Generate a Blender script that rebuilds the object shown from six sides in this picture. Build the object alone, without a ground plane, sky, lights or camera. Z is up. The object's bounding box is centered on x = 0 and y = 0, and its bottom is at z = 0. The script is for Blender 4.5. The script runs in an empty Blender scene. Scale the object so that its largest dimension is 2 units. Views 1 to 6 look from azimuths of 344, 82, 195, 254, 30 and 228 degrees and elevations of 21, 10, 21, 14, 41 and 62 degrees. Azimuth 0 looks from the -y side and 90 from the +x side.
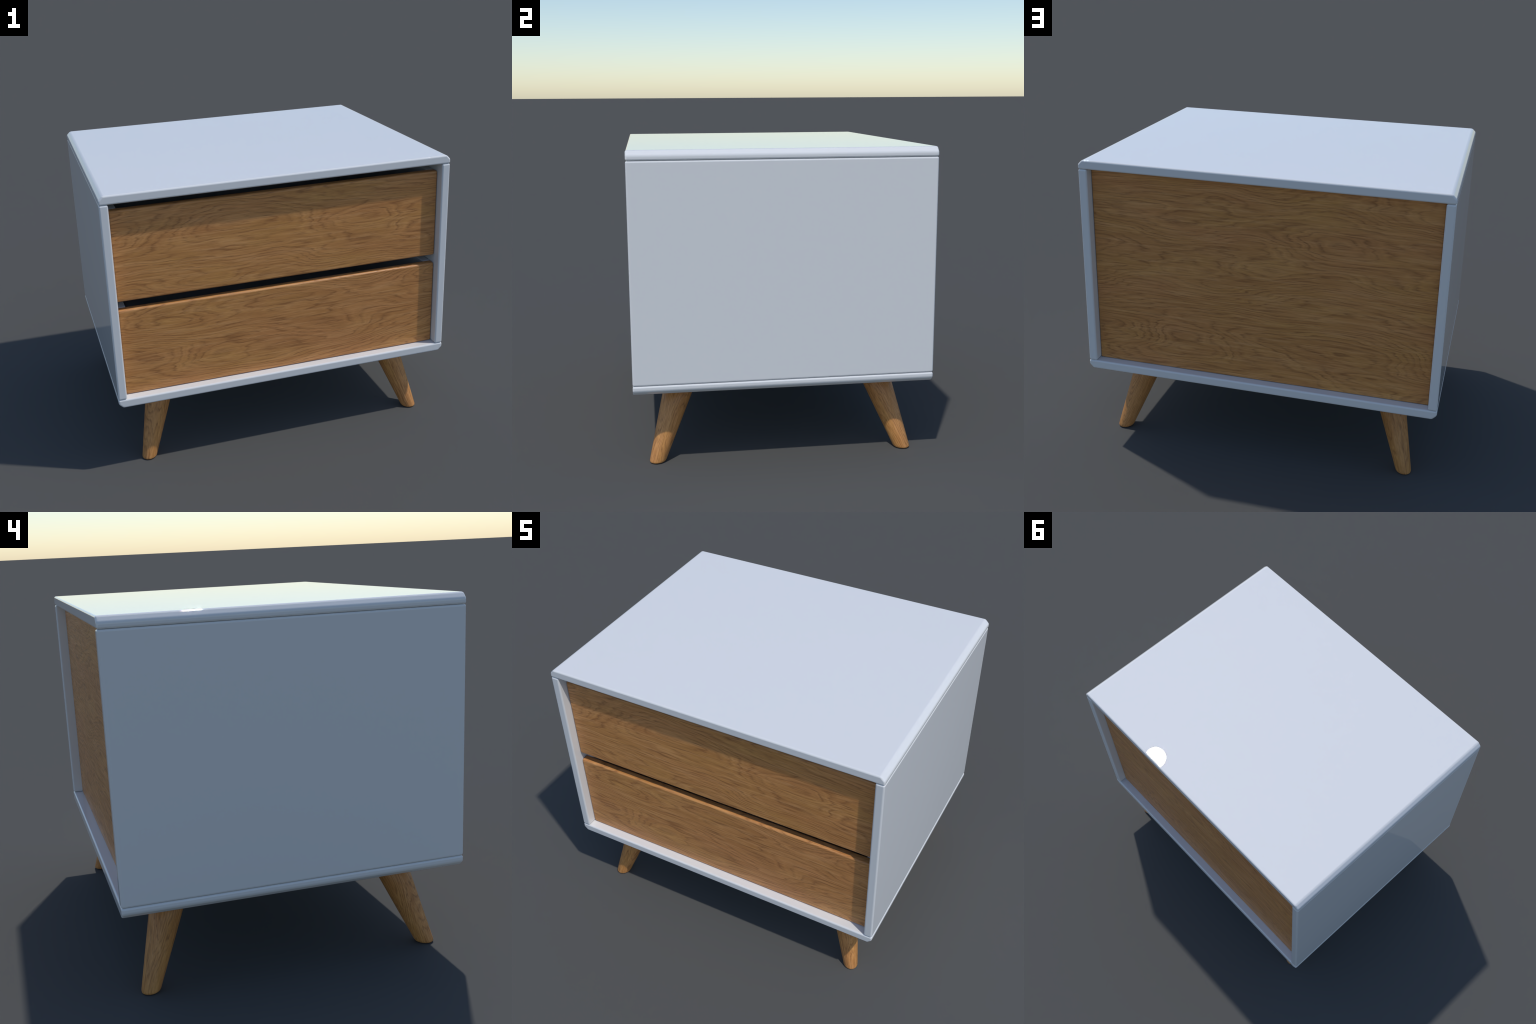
"""Two-drawer bedside cabinet: glossy white carcass, oak drawer fronts and back, splayed oak legs."""
import bpy, bmesh, math
from mathutils import Vector, Matrix

# ------------------------------------------------------------------ sizes (metres)
HALF_W, HALF_D = 1.000, 0.7865          # carcass half width (x) and half depth (y)
Z_TOP, Z_JOINT_HI = 1.657, 1.6065        # top panel
Z_JOINT_LO, Z_BOTTOM = 0.470, 0.4188     # bottom panel
BOARD = 0.050                           # thickness of the side boards
CHAMFER = 0.024                         # 45 degree cut along the short ends of top and bottom
ROUND = 0.010                           # rounded arris of the painted boards
FRONT_Y, BACK_Y = -0.735, 0.734         # faces of the drawer fronts and of the back board
FRONT_T = 0.050                         # thickness of drawer fronts
DRAWERS = ((0.4716, 0.9880), (1.0384, 1.5560))   # z range of each drawer front
LEG_FOOT = (0.8420, 0.6720)             # leg axis on the floor
LEG_HEAD = (0.7180, 0.5330)             # leg axis at LEG_HEAD_Z
LEG_HEAD_Z = 0.410
LEG_R = (0.0414, 0.0829)                # radius at foot and head


# ------------------------------------------------------------------ materials
class Nodes:
    def __init__(self, name):
        self.mat = bpy.data.materials.new(name)
        self.mat.use_nodes = True
        self.tree = self.mat.node_tree
        self.tree.nodes.clear()

    def add(self, kind, inputs=None, **props):
        n = self.tree.nodes.new(kind)
        for k, v in props.items():
            setattr(n, k, v)
        for k, v in (inputs or {}).items():
            if isinstance(v, bpy.types.NodeSocket):
                self.tree.links.new(v, n.inputs[k])
            else:
                n.inputs[k].default_value = v
        return n

    def math(self, op, a, b=0.0, c=0.0, clamp=False):
        return self.add("ShaderNodeMath", {0: a, 1: b, 2: c}, operation=op, use_clamp=clamp).outputs[0]

    def noise(self, vec, scale, detail=2.0, rough=0.5, distortion=0.0):
        return self.add("ShaderNodeTexNoise", {"Vector": vec, "Scale": scale, "Detail": detail,
                                               "Roughness": rough, "Distortion": distortion}).outputs["Fac"]

    def stretch(self, vec, s):
        return self.add("ShaderNodeVectorMath", {0: vec, 1: s}, operation="MULTIPLY").outputs[0]

    def remap(self, v, a, b, c=0.0, d=1.0):
        return self.add("ShaderNodeMapRange", {"Value": v, "From Min": a, "From Max": b, "To Min": c, "To Max": d},
                        clamp=True).outputs[0]

    def mix(self, fac, a, b, blend="MIX"):
        n = self.add("ShaderNodeMix", data_type="RGBA", blend_type=blend)
        for sock, v in ((n.inputs[0], fac), (n.inputs[6], a), (n.inputs[7], b)):
            if isinstance(v, bpy.types.NodeSocket):
                self.tree.links.new(v, sock)
            else:
                sock.default_value = v
        return n.outputs[2]

    def finish(self, **inputs):
        b = self.add("ShaderNodeBsdfPrincipled", {k.replace("_", " "): v for k, v in inputs.items()})
        out = self.add("ShaderNodeOutputMaterial")
        self.tree.links.new(b.outputs[0], out.inputs[0])
        return self.mat


def rgb(r, g, b):
    return (r, g, b, 1.0)


def white_lacquer():
    n = Nodes("white_lacquer")
    co = n.add("ShaderNodeTexCoord").outputs["Object"]
    cloud = n.noise(co, 1.5, 1.0)
    col = n.mix(cloud, rgb(0.797, 0.797, 0.797), rgb(0.803, 0.803, 0.803))
    return n.finish(Base_Color=col, Roughness=0.0, IOR=1.5)


def oak(name, grain_axis, line_strength):
    """Flat-sawn oak: nested cathedral arches, streaky fibres and short dark pores along the grain axis."""
    n = Nodes(name)
    co = n.add("ShaderNodeTexCoord").outputs["Object"]
    rnd = n.add("ShaderNodeObjectInfo").outputs["Random"]
    xyz = n.add("ShaderNodeSeparateXYZ", {0: co})
    x, y, z = xyz.outputs
    if grain_axis == "X":
        along, across, deep = x, z, y
    else:
        along, across, deep = z, x, y
    off = n.math("MULTIPLY", rnd, 37.0)
    if grain_axis == "Z":       # turned legs show closer layers than the veneer
        along, across, deep = (n.math("MULTIPLY", v, k) for v, k in ((along, 1.1), (across, 1.9), (deep, 1.9)))
    p = n.add("ShaderNodeCombineXYZ", {0: n.math("ADD", along, off), 1: across, 2: n.math("ADD", deep, off)}).outputs[0]

    # growth layers: contour lines of a long, lazy height field give the arches; the fibres make them ragged
    big = n.noise(n.stretch(p, (0.95, 3.1, 3.0)), 1.0, 1.0, 0.4)
    mid = n.noise(n.stretch(p, (2.5, 13.0, 12.0)), 1.0, 2.0, 0.5)
    rag = n.noise(n.stretch(p, (6.0, 80.0, 70.0)), 1.0, 3.0, 0.6)
    field = n.math("MULTIPLY_ADD", big, 21.0, n.math("MULTIPLY", across, 20.0))
    field = n.math("MULTIPLY_ADD", mid, 2.8, field)
    field = n.math("MULTIPLY_ADD", rag, 0.55, field)

    def layers(scale, peak):
        """soft dark lines, one per growth layer: slow rise to the late wood, quicker fall"""
        f = n.math("FRACT", n.math("MULTIPLY", field, scale))
        return n.math("MULTIPLY", n.remap(f, 0.15, peak), n.remap(f, 1.0, peak))

    fine, thin, wide = layers(1.5, 0.68), layers(3.5, 0.60), layers(0.45, 0.62)
    fibre = n.noise(n.stretch(p, (5.5, 125.0, 125.0)), 1.0, 3.0, 0.6)
    streak = n.noise(n.stretch(p, (3.2, 40.0, 40.0)), 1.0, 2.0, 0.55)
    patch = n.noise(n.stretch(p, (1.8, 7.0, 6.0)), 1.0, 2.0, 0.5)
    pore = n.noise(n.stretch(p, (20.0, 230.0, 200.0)), 1.0, 1.0, 0.5)
    show = n.noise(n.stretch(p, (5.0, 20.0, 20.0)), 1.0, 2.0, 0.5)

    col = n.mix(n.remap(patch, 0.28, 0.72), OAK_RED, OAK_YELLOW)
    col = n.mix(n.math("MULTIPLY", n.remap(streak, 0.47, 0.70), 0.50), col, OAK_PALE)
    col = n.mix(n.math("MULTIPLY", n.remap(streak, 0.52, 0.28), 0.40), col, OAK_BROWN)
    col = n.mix(n.math("MULTIPLY", wide, 0.38), col, OAK_BROWN)
    gate = n.remap(show, 0.36, 0.60, 0.36, 1.0)
    lines = n.math("MULTIPLY", n.math("POWER", fine, 2.4), gate)
    lines = n.math("MULTIPLY", lines, n.remap(fibre, 0.70, 0.40, 0.50, 1.0))
    col = n.mix(n.math("MULTIPLY", n.math("MULTIPLY", thin, gate), line_strength * 0.55), col, OAK_BROWN)
    col = n.mix(n.math("MULTIPLY", lines, line_strength), col, OAK_DARK)
    col = n.mix(n.math("MULTIPLY", n.remap(fibre, 0.50, 0.32), 0.45), col, OAK_BROWN)
    col = n.mix(n.math("MULTIPLY", n.remap(fibre, 0.51, 0.68), 0.50), col, OAK_PALE)
    pits = n.math("MULTIPLY", n.remap(pore, 0.58, 0.70), n.math("MULTIPLY_ADD", fine, 0.7, 0.2))
    col = n.mix(n.math("MULTIPLY", pits, 0.45), col, OAK_DARK)

    relief = n.math("SUBTRACT", n.math("MULTIPLY", fibre, 0.8), n.math("MULTIPLY_ADD", lines, 0.5, pits))
    bump = n.add("ShaderNodeBump", {"Strength": 0.16, "Distance": 0.004, "Height": relief}).outputs[0]
    return n.finish(Base_Color=col, Roughness=n.remap(fibre, 0.3, 0.7, 0.46, 0.36), IOR=1.45, Normal=bump)


OAK_YELLOW = rgb(0.650, 0.318, 0.086)
OAK_RED = rgb(0.650, 0.280, 0.098)
OAK_PALE = rgb(0.735, 0.375, 0.150)
OAK_BROWN = rgb(0.465, 0.195, 0.060)
OAK_DARK = rgb(0.255, 0.098, 0.031)

WHITE = white_lacquer()
OAK_X = oak("oak_veneer", "X", 0.82)
OAK_LEG = oak("oak_solid", "Z", 1.0)


# ------------------------------------------------------------------ mesh helpers
def add_box(bm, lo, hi):
    mid = [(a + b) / 2 for a, b in zip(lo, hi)]
    size = [b - a for a, b in zip(lo, hi)]
    bmesh.ops.create_cube(bm, size=1.0, matrix=Matrix.Translation(mid) @ Matrix.Diagonal((*size, 1.0)))


def make_object(name, bm, material, parent, bevel=0.0, segments=4):
    bmesh.ops.recalc_face_normals(bm, faces=bm.faces)
    me = bpy.data.meshes.new(name)
    bm.to_mesh(me)
    bm.free()
    for f in me.polygons:
        f.use_smooth = True
    me.materials.append(material)
    ob = bpy.data.objects.new(name, me)
    bpy.context.scene.collection.objects.link(ob)
    ob.parent = parent
    if bevel:
        m = ob.modifiers.new("rounded_edges", "BEVEL")
        m.width, m.segments, m.limit_method, m.angle_limit = bevel, segments, "ANGLE", math.radians(30)
        m.use_clamp_overlap = True
        m.harden_normals = True
    return ob


def board(name, lo, hi, material, parent, bevel):
    bm = bmesh.new()
    add_box(bm, lo, hi)
    return make_object(name, bm, material, parent, bevel)


def chamfered_panel(name, z_inner, z_outer, parent):
    """Full-width board whose outer long corners (at both x ends) are cut at 45 degrees."""
    s = 1 if z_outer > z_inner else -1
    prof = [(HALF_W, z_inner), (HALF_W, z_outer - s * CHAMFER), (HALF_W - CHAMFER, z_outer)]
    prof += [(-x, z) for x, z in reversed(prof)]
    bm = bmesh.new()
    face = bm.faces.new([bm.verts.new((x, -HALF_D, z)) for x, z in prof])
    ext = bmesh.ops.extrude_face_region(bm, geom=[face])
    bmesh.ops.translate(bm, vec=(0, 2 * HALF_D, 0), verts=[v for v in ext["geom"] if isinstance(v, bmesh.types.BMVert)])
    return make_object(name, bm, WHITE, parent, ROUND)


# ------------------------------------------------------------------ the cabinet
root = bpy.data.objects.new("nightstand", None)
bpy.context.scene.collection.objects.link(root)
root["label"] = "white two-drawer nightstand with oak fronts and splayed oak legs"
root["category"] = "nightstand"

chamfered_panel("top_panel", Z_JOINT_HI, Z_TOP, root)
chamfered_panel("bottom_panel", Z_JOINT_LO, Z_BOTTOM, root)
GAP = 0.0004
for s in (-1, 1):
    xs = sorted((s * (HALF_W - 0.001), s * (HALF_W - BOARD)))
    board("side_panel", (xs[0], -HALF_D, Z_JOINT_LO + GAP), (xs[1], HALF_D, Z_JOINT_HI - GAP), WHITE, root, ROUND)
inner = HALF_W - BOARD
board("back_panel", (-inner + 0.002, BACK_Y - 0.045, Z_JOINT_LO + 0.002), (inner - 0.002, BACK_Y, Z_JOINT_HI - 0.002),
      OAK_X, root, 0.006)

# drawers: an open white tray behind each oak front
for z0, z1 in DRAWERS:
    y0, y1 = FRONT_Y + FRONT_T + 0.0005, BACK_Y - 0.047
    zt, zb = z1 - 0.002, z0 + 0.010
    w, t = inner - 0.003, 0.047
    bm = bmesh.new()
    add_box(bm, (-w, y0, zb), (-w + t, y1, zt))
    add_box(bm, (w - t, y0, zb), (w, y1, zt))
    add_box(bm, (-w + t, y1 - 0.060, zb), (w - t, y1, zt))
    add_box(bm, (-w + t, y0, zb), (w - t, y1 - 0.060, z0 + 0.047))
    tray = make_object("drawer", bm, WHITE, root, 0.004, 2)
    board("drawer_front", (-inner + 0.002, FRONT_Y, z0), (inner - 0.002, FRONT_Y + FRONT_T, z1), OAK_X, tray, 0.011)


# ------------------------------------------------------------------ legs
def leg_mesh(sx, sy):
    """Tapered round leg; rulings of a slanted cone cut level at the floor and just inside the bottom panel.
    Returned in a frame whose z runs along the leg so that the grain follows it."""
    foot = Vector((sx * LEG_FOOT[0], sy * LEG_FOOT[1], 0.0))
    head = Vector((sx * LEG_HEAD[0], sy * LEG_HEAD[1], LEG_HEAD_Z))
    axis = (head - foot).normalized()
    u = axis.orthogonal().normalized()
    v = axis.cross(u)
    frame = Matrix.Translation(foot) @ Matrix((u, v, axis)).transposed().to_4x4()
    inv = frame.inverted()

    def ring(bm, z, inset, count=64):
        out = []
        for i in range(count):
            a = 2 * math.pi * i / count
            d = u * math.cos(a) + v * math.sin(a)
            p, q = foot + d * LEG_R[0], head + d * LEG_R[1]
            k = (z - p.z) / (q.z - p.z)
            r = p.lerp(q, k)
            c = foot.lerp(head, z / LEG_HEAD_Z)
            r = c + (r - c) * (1 - inset / LEG_R[0])
            out.append(bm.verts.new(inv @ r))
        return out

    bm = bmesh.new()
    rows = [ring(bm, z, i) for z, i in ((0.0, 0.010), (0.0012, 0.0055), (0.0040, 0.0022), (0.0080, 0.0006), (0.013, 0.0),
                                        (0.10, 0), (0.20, 0), (0.30, 0), (Z_BOTTOM + 0.012, 0))]
    for a, b in zip(rows, rows[1:]):
        for i in range(len(a)):
            j = (i + 1) % len(a)
            bm.faces.new((a[i], a[j], b[j], b[i]))
    bm.faces.new(list(reversed(rows[0])))
    bm.faces.new(rows[-1])
    return bm, frame


for sx, sy in ((-1, -1), (1, -1), (1, 1), (-1, 1)):
    bm, frame = leg_mesh(sx, sy)
    leg = make_object("leg", bm, OAK_LEG, root)
    leg.matrix_world = frame
    for f in leg.data.polygons:
        if len(f.vertices) > 4:
            f.use_smooth = False
